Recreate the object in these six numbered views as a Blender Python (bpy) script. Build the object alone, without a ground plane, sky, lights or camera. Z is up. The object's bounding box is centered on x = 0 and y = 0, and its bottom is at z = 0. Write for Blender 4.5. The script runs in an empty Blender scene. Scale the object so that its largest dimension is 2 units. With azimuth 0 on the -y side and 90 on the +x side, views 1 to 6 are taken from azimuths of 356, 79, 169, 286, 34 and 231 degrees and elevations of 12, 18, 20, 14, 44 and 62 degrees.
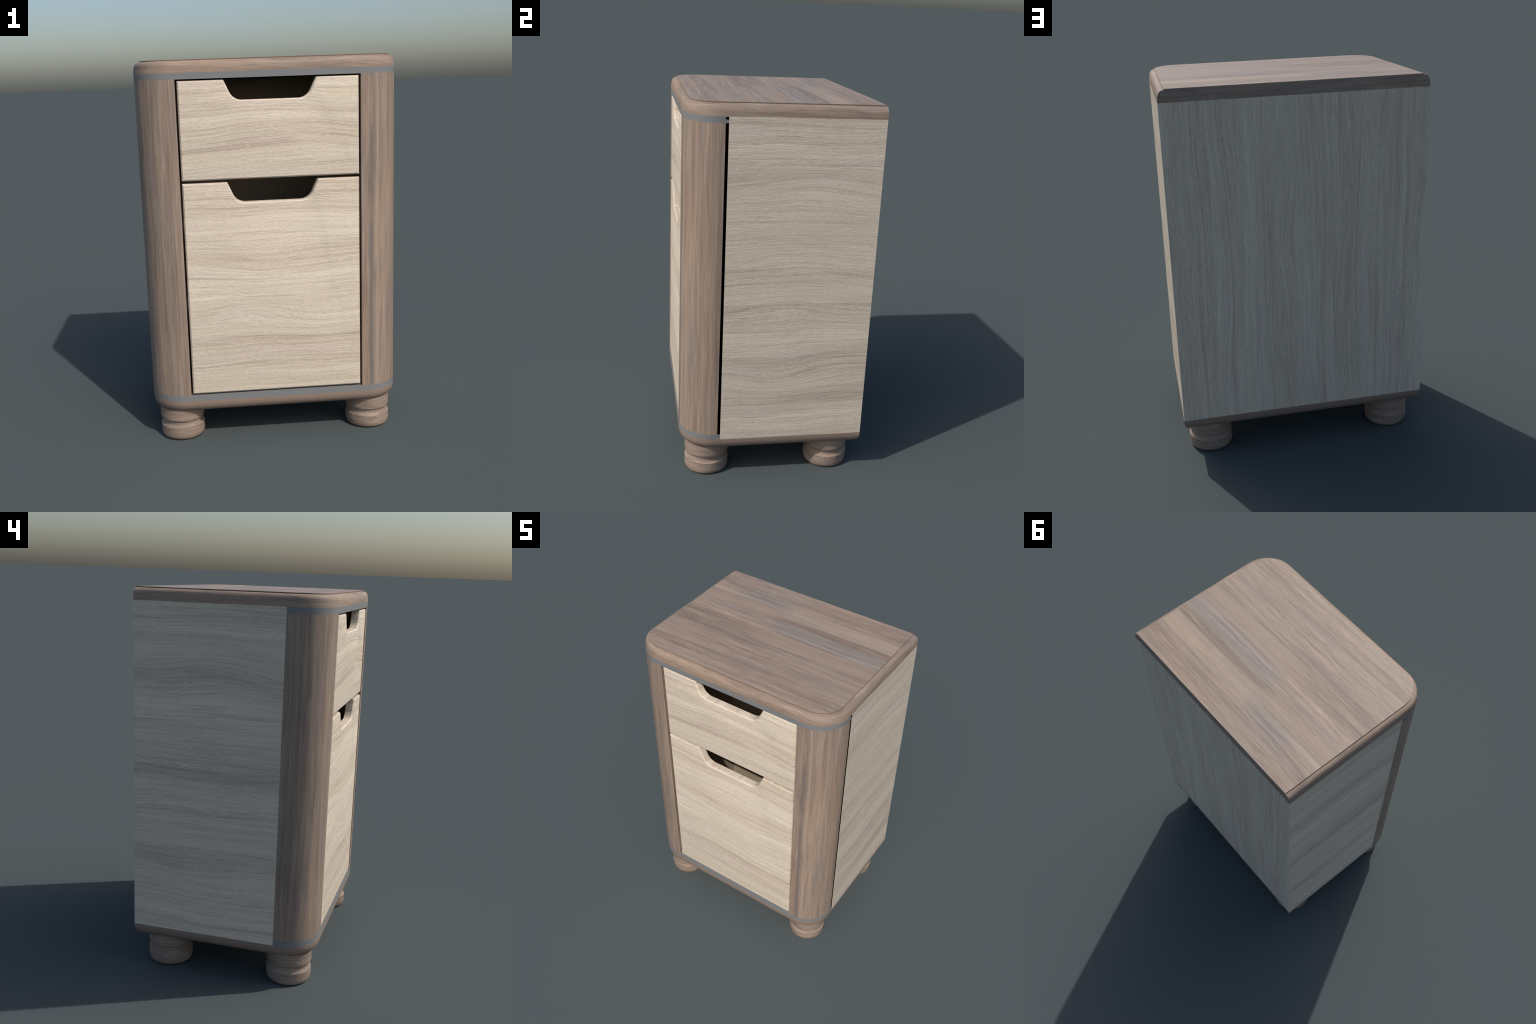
import bpy, bmesh, math
from mathutils import Vector

# ------------------------------------------------------------------ sizes (m)
HX, HY = 0.6660, 0.4860          # half width, half depth of the cabinet
R_CORNER = 0.178                 # plan radius of the two front corners
Z_BASE0, Z_BASE1 = 0.1725, 0.2365
Z_BAND = 0.0295                  # height of the grey trim bands
Z_SLAB0, Z_SLAB1, Z_TOP = 1.9355, 1.9942, 2.0
Z_POST0, Z_POST1 = Z_BASE1 + Z_BAND, Z_SLAB0 - 0.031
Y_SIDE = -0.2800                 # front end of the side panels
X_POST = 0.4595                  # inner face of the corner posts
WALL = 0.015

scene = bpy.context.scene

# ------------------------------------------------------------------ node help
class Tree:
    def __init__(self, name):
        self.mat = bpy.data.materials.new(name)
        self.mat.use_nodes = True
        self.nt = self.mat.node_tree
        self.nt.nodes.clear()
        self.out = self.nt.nodes.new('ShaderNodeOutputMaterial')
        self.bsdf = self.nt.nodes.new('ShaderNodeBsdfPrincipled')
        self.nt.links.new(self.bsdf.outputs[0], self.out.inputs[0])

    def put(self, sock, v):
        if isinstance(v, bpy.types.NodeSocket):
            self.nt.links.new(v, sock)
        else:
            sock.default_value = v

    def math(self, op, a, b=0.0, c=0.0, clamp=False):
        n = self.nt.nodes.new('ShaderNodeMath')
        n.operation = op
        n.use_clamp = clamp
        for s, v in zip(n.inputs, (a, b, c)):
            self.put(s, v)
        return n.outputs[0]

    def coords(self):
        t = self.nt.nodes.new('ShaderNodeTexCoord')
        s = self.nt.nodes.new('ShaderNodeSeparateXYZ')
        self.nt.links.new(t.outputs['Object'], s.inputs[0])
        return s.outputs[0], s.outputs[1], s.outputs[2]

    def vec(self, x, y, z):
        n = self.nt.nodes.new('ShaderNodeCombineXYZ')
        for s, v in zip(n.inputs, (x, y, z)):
            self.put(s, v)
        return n.outputs[0]

    def noise(self, v, detail=2.0, rough=0.5, scale=1.0, dist=0.0):
        n = self.nt.nodes.new('ShaderNodeTexNoise')
        n.inputs['Scale'].default_value = scale
        n.inputs['Detail'].default_value = detail
        n.inputs['Roughness'].default_value = rough
        n.inputs['Distortion'].default_value = dist
        self.nt.links.new(v, n.inputs['Vector'])
        return n.outputs[0]

    def white(self, v):
        n = self.nt.nodes.new('ShaderNodeTexWhiteNoise')
        n.noise_dimensions = '3D'
        self.nt.links.new(v, n.inputs['Vector'])
        return n.outputs['Value']

    def smooth(self, v, a, b, lo=0.0, hi=1.0):
        n = self.nt.nodes.new('ShaderNodeMapRange')
        n.interpolation_type = 'SMOOTHSTEP'
        self.put(n.inputs[0], v)
        for i, k in enumerate((a, b, lo, hi)):
            n.inputs[i + 1].default_value = k
        return n.outputs[0]

    def box(self, v, a, b, soft):
        """1 between a and b, soft shoulders"""
        return self.math('MULTIPLY', self.smooth(v, a - soft, a + soft),
                         self.smooth(v, b - soft, b + soft, 1.0, 0.0))

    def ramp(self, v, stops):
        n = self.nt.nodes.new('ShaderNodeValToRGB')
        el = n.color_ramp.elements
        while len(el) < len(stops):
            el.new(0.5)
        for e, (p, c) in zip(el, stops):
            e.position = p
            e.color = (*c, 1.0)
        self.put(n.inputs[0], v)
        return n.outputs[0]

    def mix(self, fac, a, b, mode='MIX'):
        n = self.nt.nodes.new('ShaderNodeMix')
        n.data_type = 'RGBA'
        n.blend_type = mode
        self.put(n.inputs['Factor'], fac)
        for key, v in ((6, a), (7, b)):
            self.put(n.inputs[key], v if isinstance(v, bpy.types.NodeSocket) else (*v, 1.0))
        return n.outputs[2]

    def finish(self, color, rough=0.55, spec=0.35, bump=None, strength=0.1, dist=0.001):
        self.put(self.bsdf.inputs['Base Color'],
                 color if isinstance(color, bpy.types.NodeSocket) else (*color, 1.0))
        self.put(self.bsdf.inputs['Roughness'], rough)
        self.put(self.bsdf.inputs['Specular IOR Level'], spec)
        if bump is not None:
            b = self.nt.nodes.new('ShaderNodeBump')
            b.inputs['Strength'].default_value = strength
            b.inputs['Distance'].default_value = dist
            self.nt.links.new(bump, b.inputs['Height'])
            self.nt.links.new(b.outputs[0], self.bsdf.inputs['Normal'])
        return self.mat


def srgb(r, g, b):
    f = lambda c: c / 12.92 if c <= 0.04045 else ((c + 0.055) / 1.055) ** 2.4
    return tuple(f(v / 255.0) for v in (r, g, b))

# ------------------------------------------------------------------ materials
def pale_wood(name, along, across, seed, figures=(), waviness=0.042, leaf_width=0.31):
    """Pale bleached elm veneer; `along` / `across` name the grain axes.
    figures: (along, across, half length, half height, strength) of oval grain eyes."""
    t = Tree(name)
    c = dict(zip('xyz', t.coords()))
    depth = [k for k in 'xyz' if k not in (along, across)][0]
    g, a, d = c[along], c[across], c[depth]
    d = t.math('MULTIPLY', d, 0.35)
    M = lambda v, k, o=0.0: t.math('MULTIPLY_ADD', v, k, o)
    # slow waves of the grain: broad arches plus a smaller ripple
    w1 = t.noise(t.vec(M(g, 1.3, seed), M(a, 2.4, seed * 1.7), d), 1.5, 0.45)
    w2 = t.noise(t.vec(M(g, 5.5, seed * 2.1), M(a, 11.0), d), 2.0, 0.5)
    a2 = t.math('ADD', a, t.math('ADD', M(t.math('SUBTRACT', w1, 0.5), waviness * 2.0),
                                 M(t.math('SUBTRACT', w2, 0.5), waviness * 0.22)))
    for fg, fa, lg, la, amp in figures:
        u = t.math('DIVIDE', t.math('SUBTRACT', g, fg), lg)
        v = t.math('DIVIDE', t.math('SUBTRACT', a, fa), la)
        q = t.math('ADD', t.math('MULTIPLY', u, u), t.math('MULTIPLY', v, v))
        a2 = t.math('ADD', a2, M(t.math('EXPONENT', t.math('MULTIPLY', q, -1.0)), amp * 0.75))
    # veneer leaves: each has its own grain and a slightly different tone
    leaf = t.math('FLOOR', t.math('DIVIDE', t.math('ADD', t.math('ADD', a, M(t.math('SUBTRACT', w1, 0.5), 0.02)),
                                                   seed * 0.37), leaf_width))
    pick = t.white(t.vec(leaf, seed, 2.5))
    d = t.math('ADD', d, M(leaf, 0.35))
    band = t.noise(t.vec(M(g, 0.40, seed), M(a2, 7.5, seed), d), 2.0, 0.5)
    streak = t.noise(t.vec(M(g, 0.9, seed), M(a2, 58.0), d), 3.0, 0.6)
    line = t.noise(t.vec(M(g, 1.0, -seed), M(a2, 62.0, seed), d), 2.0, 0.55)
    fine = t.noise(t.vec(M(g, 4.5), M(a2, 200.0, seed), d), 3.0, 0.6)
    fleck = t.noise(t.vec(M(g, 42.0, seed), M(a2, 330.0), d), 1.5, 0.6)
    hue = t.noise(t.vec(M(g, 0.9, seed * 3.0), M(a2, 21.0, seed), d), 2.0, 0.5)
    tone = t.math('ADD', M(streak, 0.34), t.math('ADD', M(band, 0.36), M(fine, 0.30)))
    tone = t.math('ADD', tone, M(t.math('SUBTRACT', pick, 0.5), 0.035))
    col = t.ramp(tone, [(0.35, srgb(177, 160, 144)), (0.45, srgb(205, 189, 170)),
                        (0.55, srgb(220, 206, 186)), (0.67, srgb(234, 221, 201))])
    col = t.mix(t.smooth(hue, 0.50, 0.66, 0.0, 0.45), col, srgb(214, 196, 183))
    col = t.mix(t.smooth(hue, 0.48, 0.34, 0.0, 0.34), col, srgb(214, 198, 170))
    # thin dark growth lines where the line noise crosses its middle
    ridge = t.math('ABSOLUTE', t.math('SUBTRACT', line, 0.47))
    lm = t.math('MULTIPLY', t.smooth(ridge, 0.0, 0.040, 1.0, 0.0),
                t.smooth(band, 0.57, 0.41, 0.05, 1.0))
    col = t.mix(t.math('MULTIPLY', lm, 0.42), col, srgb(170, 151, 136))
    col = t.mix(t.smooth(fine, 0.44, 0.30, 0.0, 0.42), col, srgb(178, 161, 145))
    # a few long mauve-brown streaks
    heart = t.noise(t.vec(M(g, 0.8, seed * 1.3), M(a2, 30.0, -seed), d), 1.0, 0.5)
    col = t.mix(t.smooth(heart, 0.63, 0.78, 0.0, 0.50), col, srgb(170, 151, 139))
    col = t.mix(t.smooth(fleck, 0.54, 0.68, 0.0, 0.45), col, srgb(232, 219, 201))
    col = t.mix(t.smooth(fleck, 0.46, 0.32, 0.0, 0.40), col, srgb(180, 164, 147))
    return t.finish(col, 0.6, 0.3, t.math('ADD', tone, M(fleck, 0.35)), 0.4, 0.007)


def brown_tones(t, streak, fine, hue):
    col = t.ramp(streak, [(0.31, srgb(118, 102, 90)), (0.43, srgb(138, 120, 106)),
                          (0.55, srgb(153, 134, 119)), (0.69, srgb(170, 151, 134))])
    col = t.mix(t.smooth(hue, 0.54, 0.70, 0.0, 0.42), col, srgb(138, 129, 124))   # grey
    col = t.mix(t.smooth(hue, 0.46, 0.32, 0.0, 0.45), col, srgb(167, 142, 121))   # tan
    col = t.mix(t.smooth(fine, 0.47, 0.31, 0.0, 0.45), col, srgb(112, 96, 86))
    col = t.mix(t.smooth(fine, 0.54, 0.69, 0.0, 0.40), col, srgb(184, 164, 146))
    return col


def plank_top(name):
    """Walnut staves running along x, without visible end joints."""
    t = Tree(name)
    x, y, z = t.coords()
    M = lambda v, k, o=0.0: t.math('MULTIPLY_ADD', v, k, o)
    w1 = t.noise(t.vec(M(x, 1.6, 4.0), M(y, 3.5), 0.7), 2.0, 0.5)
    w2 = t.noise(t.vec(M(x, 7.0, 1.0), M(y, 16.0), 0.2), 2.0, 0.5)
    y2 = t.math('ADD', y, t.math('ADD', M(t.math('SUBTRACT', w1, 0.5), 0.035),
                                 M(t.math('SUBTRACT', w2, 0.5), 0.014)))
    ym = t.math('ADD', y, M(t.math('SUBTRACT', w2, 0.5), 0.006))
    row = t.math('FLOOR', t.math('DIVIDE', t.math('SUBTRACT', ym, 0.043), 0.105))
    rnd = t.white(t.vec(row, 2.0, 5.3))
    wide = t.noise(t.vec(M(x, 1.1), M(y2, 24.0), 0.4), 3.0, 0.6)
    streak = t.noise(t.vec(M(x, 2.4), M(y2, 62.0), M(rnd, 3.0)), 3.0, 0.6)
    fine = t.noise(t.vec(M(x, 9.0), M(y2, 180.0), 1.3), 3.0, 0.65)
    hue = t.noise(t.vec(M(x, 1.3, 2.0), M(y2, 19.0), 3.0), 2.0, 0.5)
    tone = t.math('ADD', t.math('ADD', M(streak, 0.48), M(wide, 0.52)),
                  M(t.math('SUBTRACT', rnd, 0.5), 0.085))
    col = brown_tones(t, tone, fine, hue)
    # the two grey-blue staves
    B = lambda x0, x1, sx, y0, y1, sy: t.math('MULTIPLY', t.box(x, x0, x1, sx), t.box(ym, y0, y1, sy))
    up = lambda *v: v[0] if len(v) == 1 else t.math('MAXIMUM', v[0], up(*v[1:]))
    grey = up(B(-0.08, 0.90, 0.05, 0.047, 0.156, 0.005),
              t.math('MULTIPLY', B(-0.43, -0.11, 0.05, 0.258, 0.356, 0.007), 0.9))
    gcol = t.ramp(t.math('ADD', M(wide, 0.6), M(streak, 0.4)),
                  [(0.34, srgb(118, 110, 102)), (0.50, srgb(138, 130, 122)), (0.66, srgb(156, 146, 136))])
    # tan staves
    tan = up(B(-0.10, 0.90, 0.12, -0.068, 0.038, 0.006), B(-0.75, -0.12, 0.05, 0.158, 0.246, 0.006))
    col = t.mix(t.math('MULTIPLY', tan, 0.50), col, srgb(158, 138, 121))
    pale = B(-0.09, 0.90, 0.06, 0.212, 0.320, 0.010)
    col = t.mix(t.math('MULTIPLY', pale, 0.35), col, srgb(178, 159, 140))
    col = t.mix(t.math('MULTIPLY', grey, 0.68), col, gcol)
    # dark heartwood streaks along the joints
    dark = up(t.math('MULTIPLY', B(-0.15, 0.90, 0.10, 0.160, 0.208, 0.010), 0.9),
              t.math('MULTIPLY', B(-0.02, 0.80, 0.12, 0.041, 0.056, 0.006), 0.9),
              B(-0.42, -0.15, 0.06, 0.249, 0.262, 0.005),
              t.math('MULTIPLY', B(-0.62, 0.00, 0.14, -0.150, -0.098, 0.024), 0.9),
              t.math('MULTIPLY', B(0.05, 0.70, 0.12, -0.092, -0.074, 0.008), 0.8))
    dark = t.math('MULTIPLY', dark, t.smooth(streak, 0.62, 0.40, 0.35, 1.0))
    col = t.mix(t.math('MULTIPLY', dark, 0.62), col, srgb(112, 99, 90))
    return t.finish(col, 0.5, 0.35, fine, 0.2, 0.003)


def brown_wood(name, axis, seed, freq=30.0, knot=False, tint=None, run=1.1, rough=0.5):
    """Walnut with the grain along one axis ('z' posts, 'r' = rings round the piece)."""
    t = Tree(name)
    x, y, z = t.coords()
    M = lambda v, k, o=0.0: t.math('MULTIPLY_ADD', v, k, o)
    info = t.nt.nodes.new('ShaderNodeObjectInfo')
    rnd = M(info.outputs['Random'], 7.0, seed) if axis == 'r' else seed
    if axis == 'z':
        w = t.noise(t.vec(M(x, 4.0, seed), M(y, 4.0), M(z, 2.2)), 2.0, 0.5)
        sh = M(t.math('SUBTRACT', w, 0.5), 0.022)
        xs, ys = t.math('ADD', x, sh), t.math('ADD', y, sh)
        V = lambda fa, fl: t.vec(M(xs, fa, seed), M(ys, fa), M(z, fl))
    else:
        w = t.noise(t.vec(M(x, 3.0), M(y, 3.0), t.math('MULTIPLY_ADD', z, 5.0, rnd)), 2.0, 0.5)
        zs = t.math('ADD', z, M(t.math('SUBTRACT', w, 0.5), 0.028))
        V = lambda fa, fl: t.vec(M(x, fl), M(y, fl), t.math('MULTIPLY_ADD', zs, fa, rnd))
    streak = t.math('ADD', M(t.noise(V(freq, run), 3.0, 0.6), 0.5),
                    M(t.noise(V(freq * 2.2, run * 1.8), 3.0, 0.6), 0.5))
    fine = t.noise(V(170.0, run * 4.5), 3.0, 0.62)
    hue = t.noise(V(freq * 0.6, 1.2), 2.0, 0.5)
    col = brown_tones(t, streak, fine, hue)
    if tint:
        col = t.mix(0.65, col, tint)
    if knot:   # the long grey-blue heart streak in the right-hand post
        wob = t.noise(t.vec(0.3, 1.7, M(z, 3.0)), 3.0, 0.5)
        xc = t.math('SUBTRACT', x, M(t.math('SUBTRACT', wob, 0.5), 0.035))
        hs = t.math('MULTIPLY', t.box(xc, 0.498, 0.523, 0.010), t.smooth(y, -0.455, -0.475))
        hs = t.math('MULTIPLY', hs, t.smooth(t.noise(t.vec(M(x, 20.0), 2.2, M(z, 2.5)), 2.0), 0.30, 0.55))
        col = t.mix(t.math('MULTIPLY', hs, 0.80), col, srgb(112, 103, 97))
        pale = t.math('MULTIPLY', t.box(xc, 0.536, 0.550, 0.010), t.smooth(y, -0.455, -0.470))
        col = t.mix(t.math('MULTIPLY', pale, 0.40), col, srgb(178, 161, 144))
    return t.finish(col, rough, 0.3, fine, 0.12, 0.002)


def plain(name, color, rough, spec=0.3):
    return Tree(name).finish(color, rough, spec)


MAT_DRAWER_U = pale_wood('pale_wood_upper_drawer', 'x', 'z', 1.3,
                         [(0.12, 1.655, 0.34, 0.10, -0.045), (0.34, 1.76, 0.16, 0.06, 0.020)])
MAT_DRAWER_L = pale_wood('pale_wood_lower_drawer', 'x', 'z', 4.9,
                         [(-0.04, 0.965, 0.26, 0.10, 0.062), (-0.13, 0.715, 0.17, 0.055, -0.050), (0.26, 0.66, 0.22, 0.07, 0.030)])
MAT_SIDE_R = pale_wood('pale_wood_right_side', 'y', 'z', 8.2,
                       [(0.17, 1.60, 0.26, 0.07, -0.045), (0.0, 0.985, 0.22, 0.07, -0.050), (0.0, 0.56, 0.20, 0.08, 0.055), (0.03, 1.27, 0.20, 0.09, -0.030)])
MAT_SIDE_L = pale_wood('pale_wood_left_side', 'y', 'z', 13.6,
                       [(0.17, 0.58, 0.24, 0.07, 0.045), (0.02, 1.62, 0.26, 0.12, -0.060), (0.25, 0.95, 0.22, 0.08, -0.030)])
MAT_BACK = pale_wood('pale_wood_back', 'z', 'x', 21.4,
                     [(1.25, 0.10, 0.30, 0.07, -0.045), (0.70, 0.16, 0.28, 0.06, -0.040), (1.0, 0.40, 0.35, 0.07, 0.030)], 0.040)
MAT_TOP = plank_top('walnut_staves')
MAT_RIM = brown_wood('walnut_rim', 'r', 2.0, 24.0, run=2.0, rough=0.62)
MAT_POST_L = brown_wood('walnut_left_post', 'z', 5.5)
MAT_POST_R = brown_wood('walnut_right_post', 'z', 9.4, knot=True)
MAT_LINING = brown_wood('walnut_lining', 'z', 17.0, 40.0, tint=srgb(186, 170, 148))
MAT_FOOT = brown_wood('walnut_foot', 'r', 3.0, 42.0, run=4.5, rough=0.6)
MAT_BASE = plain('brown_lacquer', srgb(142, 123, 110), 0.6)
MAT_BAND = plain('grey_trim', srgb(126, 126, 126), 0.55)
MAT_EDGE = plain('dark_panel_edge', srgb(112, 96, 84), 0.7)
MAT_DARK = plain('flat_black', (0.0, 0.0, 0.0), 1.0, 0.0)

# ------------------------------------------------------------------ mesh help
root = bpy.data.objects.new('nightstand', None)
root['label'] = 'pale wood nightstand with two drawers, brown rounded corners'
root['category'] = 'nightstand'
scene.collection.objects.link(root)


def add(name, bm, mat, smooth_angle=None, parent=root):
    bmesh.ops.recalc_face_normals(bm, faces=bm.faces)
    me = bpy.data.meshes.new(name)
    bm.to_mesh(me)
    bm.free()
    me.materials.append(mat)
    ob = bpy.data.objects.new(name, me)
    scene.collection.objects.link(ob)
    ob.parent = parent
    if smooth_angle is not None:
        me.shade_smooth()
        me.set_sharp_from_angle(angle=math.radians(smooth_angle))
    return ob


def outline(inset, back, radius=R_CORNER, steps=20):
    """Plan outline: rounded front corners, square back; counter-clockwise."""
    hx, fy, r = HX - inset, -HY + inset, radius - inset
    pts = [(hx, back), (-hx, back)]
    for cx, a0 in ((-hx + r, 180.0), (hx - r, 270.0)):
        for i in range(steps + 1):
            a = math.radians(a0 + 90.0 * i / steps)
            pts.append((cx + r * math.cos(a), fy + r + r * math.sin(a)))
    return pts


def loft(bm, rings):
    """Closed loft through equal-count rings, capped at both ends."""
    vs = [[bm.verts.new(p) for p in ring] for ring in rings]
    n = len(vs[0])
    for a, b in zip(vs, vs[1:]):
        for i in range(n):
            bm.faces.new((a[i], a[(i + 1) % n], b[(i + 1) % n], b[i]))
    bm.faces.new(list(reversed(vs[0])))
    bm.faces.new(vs[-1])


def prism(bm, poly, z0, z1):
    loft(bm, [[(x, y, z0) for x, y in poly], [(x, y, z1) for x, y in poly]])


def box(bm, x0, x1, y0, y1, z0, z1):
    prism(bm, [(x0, y0), (x1, y0), (x1, y1), (x0, y1)], z0, z1)

# ------------------------------------------------------------------ top
# slab with a rounded-over edge on three sides, flat at the back
rim_profile = [(0.0, Z_SLAB0), (0.0003, 1.947), (0.0011, 1.957), (0.0028, 1.9675),
               (0.0060, 1.9775), (0.0100, 1.9845), (0.0150, 1.9893), (0.0210, 1.9922),
               (0.0270, 1.9936), (0.0330, Z_SLAB1)]
bm = bmesh.new()
loft(bm, [[(x, y, z) for x, y in outline(i, HY, R_CORNER - 0.008 * (i / 0.033))] for i, z in rim_profile])
add('top_slab', bm, MAT_RIM, 40)

bm = bmesh.new()
loft(bm, [[(x, y, z) for x, y in outline(i, HY, R_CORNER - 0.008)] for i, z in
          ((0.0335, Z_SLAB1), (0.0335, Z_TOP - 0.0006), (0.0341, Z_TOP))])
panel = add('top_panel', bm, MAT_TOP, 30)
panel.data.materials.append(MAT_EDGE)          # dark line round the inset panel, coloured on its sides
for f in panel.data.polygons:
    if abs(f.normal.z) < 0.5 and f.normal.y < 0.9:
        f.material_index = 1

# ------------------------------------------------------------------ grey bands
for z0, z1 in ((Z_POST1, Z_SLAB0), (Z_BASE1, Z_POST0)):
    bm = bmesh.new()
    prism(bm, outline(0.0, Y_SIDE), z0, z1)
    add('trim_band', bm, MAT_BAND, 40)

# ------------------------------------------------------------------ base
base_profile = []
for i in range(9):
    a = math.radians(90.0 * i / 8)
    base_profile.append((0.045 * (1 - math.sin(a)), Z_BASE0 + 0.052 * (1 - math.cos(a))))
base_profile.append((0.0, Z_BASE1))
bm = bmesh.new()
loft(bm, [[(x, y, z) for x, y in outline(i, HY - i)] for i, z in base_profile])
add('base', bm, MAT_BASE, 40)

# ------------------------------------------------------------------ corner posts
def post_plan(side, y_end):
    r = R_CORNER
    pts = [(X_POST, -HY)]
    for i in range(21):
        a = math.radians(-90.0 + 90.0 * i / 20)
        pts.append((HX - r + r * math.cos(a), -HY + r + r * math.sin(a)))
    pts += [(HX, y_end), (X_POST, y_end)]
    return [(side * x, y) for x, y in pts]

for side, y_end, mat in ((-1, Y_SIDE, MAT_POST_L), (1, -0.2953, MAT_POST_R)):
    bm = bmesh.new()
    prism(bm, post_plan(side, y_end), Z_POST0, Z_POST1)
    add('corner_post', bm, mat, 40)

# black strip behind the right post, and a small black patch on the band above it
bm = bmesh.new()
box(bm, HX - 0.03, HX - 0.0012, -0.2953, Y_SIDE, Z_POST0, Z_POST1)
box(bm, HX - 0.01, HX + 0.0003, -0.2951, Y_SIDE - 0.0006, 1.9212, 1.9332)
add('black_strip', bm, MAT_DARK)

# ------------------------------------------------------------------ carcass
for side, mat in ((-1, MAT_SIDE_L), (1, MAT_SIDE_R)):
    bm = bmesh.new()
    plan = [(HX, Y_SIDE), (HX, HY), (HX - WALL, HY - WALL), (HX - WALL, Y_SIDE)]
    prism(bm, [(side * x, y) for x, y in plan], Z_BASE1, Z_SLAB0)
    add('side_panel', bm, mat)
bm = bmesh.new()
yi = 0.435
prism(bm, [(-HX, HY), (HX, HY), (HX - WALL, HY - WALL), (HX - WALL, yi),
           (-HX + WALL, yi), (-HX + WALL, HY - WALL)], Z_BASE1, Z_SLAB0)
add('back_panel', bm, MAT_BACK)

# inner lining of the drawer bay, in line with the posts
Y_BAY = 0.180
bm = bmesh.new()
for s in (-1, 1):
    plan = [(s * X_POST, -0.2790), (s * (X_POST + 0.012), -0.2790),
            (s * (X_POST + 0.012), Y_BAY + 0.012), (s * X_POST, Y_BAY)]
    prism(bm, plan, Z_POST0 + 0.001, Z_POST1 - 0.001)
prism(bm, [(-X_POST, Y_BAY), (X_POST, Y_BAY), (X_POST + 0.012, Y_BAY + 0.012),
           (-X_POST - 0.012, Y_BAY + 0.012)], Z_POST0 + 0.001, Z_POST1 - 0.001)
add('drawer_bay_lining', bm, MAT_LINING)

# ------------------------------------------------------------------ drawers
def drawer_outline(z0, z1, notch_z, inset=0.0):
    """Front-view outline (x, z) with the scooped finger notch in the top edge."""
    hw, cx = 0.4495, 0.0075
    top, bot, fil = 0.2300, 0.184, 0.067
    slope = Vector((bot - top, notch_z - z1)).normalized()
    pts = [(-hw, z0), (hw, z0), (hw, z1)]
    def side(s):
        corner = Vector((bot, notch_z))
        up, flat = -slope, Vector((-1.0, 0.0))
        turn = math.acos(max(-1, min(1, slope.dot(flat))))
        tan = fil * math.tan(turn / 2)
        p0, p1 = corner + up * tan, corner + flat * tan
        centre = corner + (up + flat).normalized() * (fil / math.cos(turn / 2))
        arc = []
        for i in range(13):
            d = ((p0 - centre) * (1 - i / 12) + (p1 - centre) * (i / 12)).normalized()
            arc.append(centre + d * fil)
        return [Vector((top, z1))] + arc
    right = side(1)
    pts += [(cx + p.x, p.y) for p in right]
    pts += [(cx - p.x, p.y) for p in reversed(right)]
    pts.append((-hw, z1))
    return [Vector(p) for p in pts]


def shrink(poly, d):
    """Offset a closed counter-clockwise polygon inwards by d."""
    n, out = len(poly), []
    for i in range(n):
        e0 = (poly[i] - poly[i - 1]).normalized()
        e1 = (poly[(i + 1) % n] - poly[i]).normalized()
        n0, n1 = Vector((-e0.y, e0.x)), Vector((-e1.y, e1.x))
        m = (n0 + n1)
        out.append(poly[i] + m * (d / (1.0 + n0.dot(n1))))
    return out

Y_FACE, Y_REAR, ROUND = -0.4838, -0.4375, 0.0080
for z0, z1, nz, mat in ((1.4065, 1.8975, 1.7970, MAT_DRAWER_U), (0.2745, 1.3925, 1.2885, MAT_DRAWER_L)):
    poly = drawer_outline(z0, z1, nz)
    rings = [[(p.x, Y_REAR, p.y) for p in poly]]
    for back, inset in ((1.0, 0.0), (0.90, 0.02), (0.02, 0.90), (0.0, 1.0)):   # eased chamfer
        ring = shrink(poly, ROUND * inset)
        rings.append([(p.x, Y_FACE + ROUND * back, p.y) for p in ring])
    bm = bmesh.new()
    loft(bm, rings)
    add('drawer', bm, mat, 28)

# ------------------------------------------------------------------ feet
foot_profile = [(0.1035, 0.0), (0.1095, 0.0035), (0.1140, 0.0090), (0.1170, 0.0170), (0.1185, 0.0260),
                (0.1190, 0.0350), (0.1190, 0.0700), (0.1115, 0.0795), (0.1098, 0.0835),
                (0.1092, 0.0890), (0.1092, 0.1040), (0.1150, 0.1055), (0.1175, 0.1085), (0.1186, 0.1130),
                (0.1190, 0.1200), (0.1190, Z_BASE0 + 0.004)]
SEG = 64
bm = bmesh.new()
loft(bm, [[(r * math.cos(2 * math.pi * k / SEG), r * math.sin(2 * math.pi * k / SEG), z)
           for k in range(SEG)] for r, z in foot_profile])
first = add('foot', bm, MAT_FOOT, 32)
first.location = (-0.5150, -0.3350, 0.0)
for px, py, rot in ((0.5150, -0.3350, 1.9), (0.5150, 0.3350, 3.3), (-0.5150, 0.3350, 4.6)):
    foot = first.copy()
    scene.collection.objects.link(foot)
    foot.location = (px, py, 0.0)
    foot.rotation_euler = (0.0, 0.0, rot)
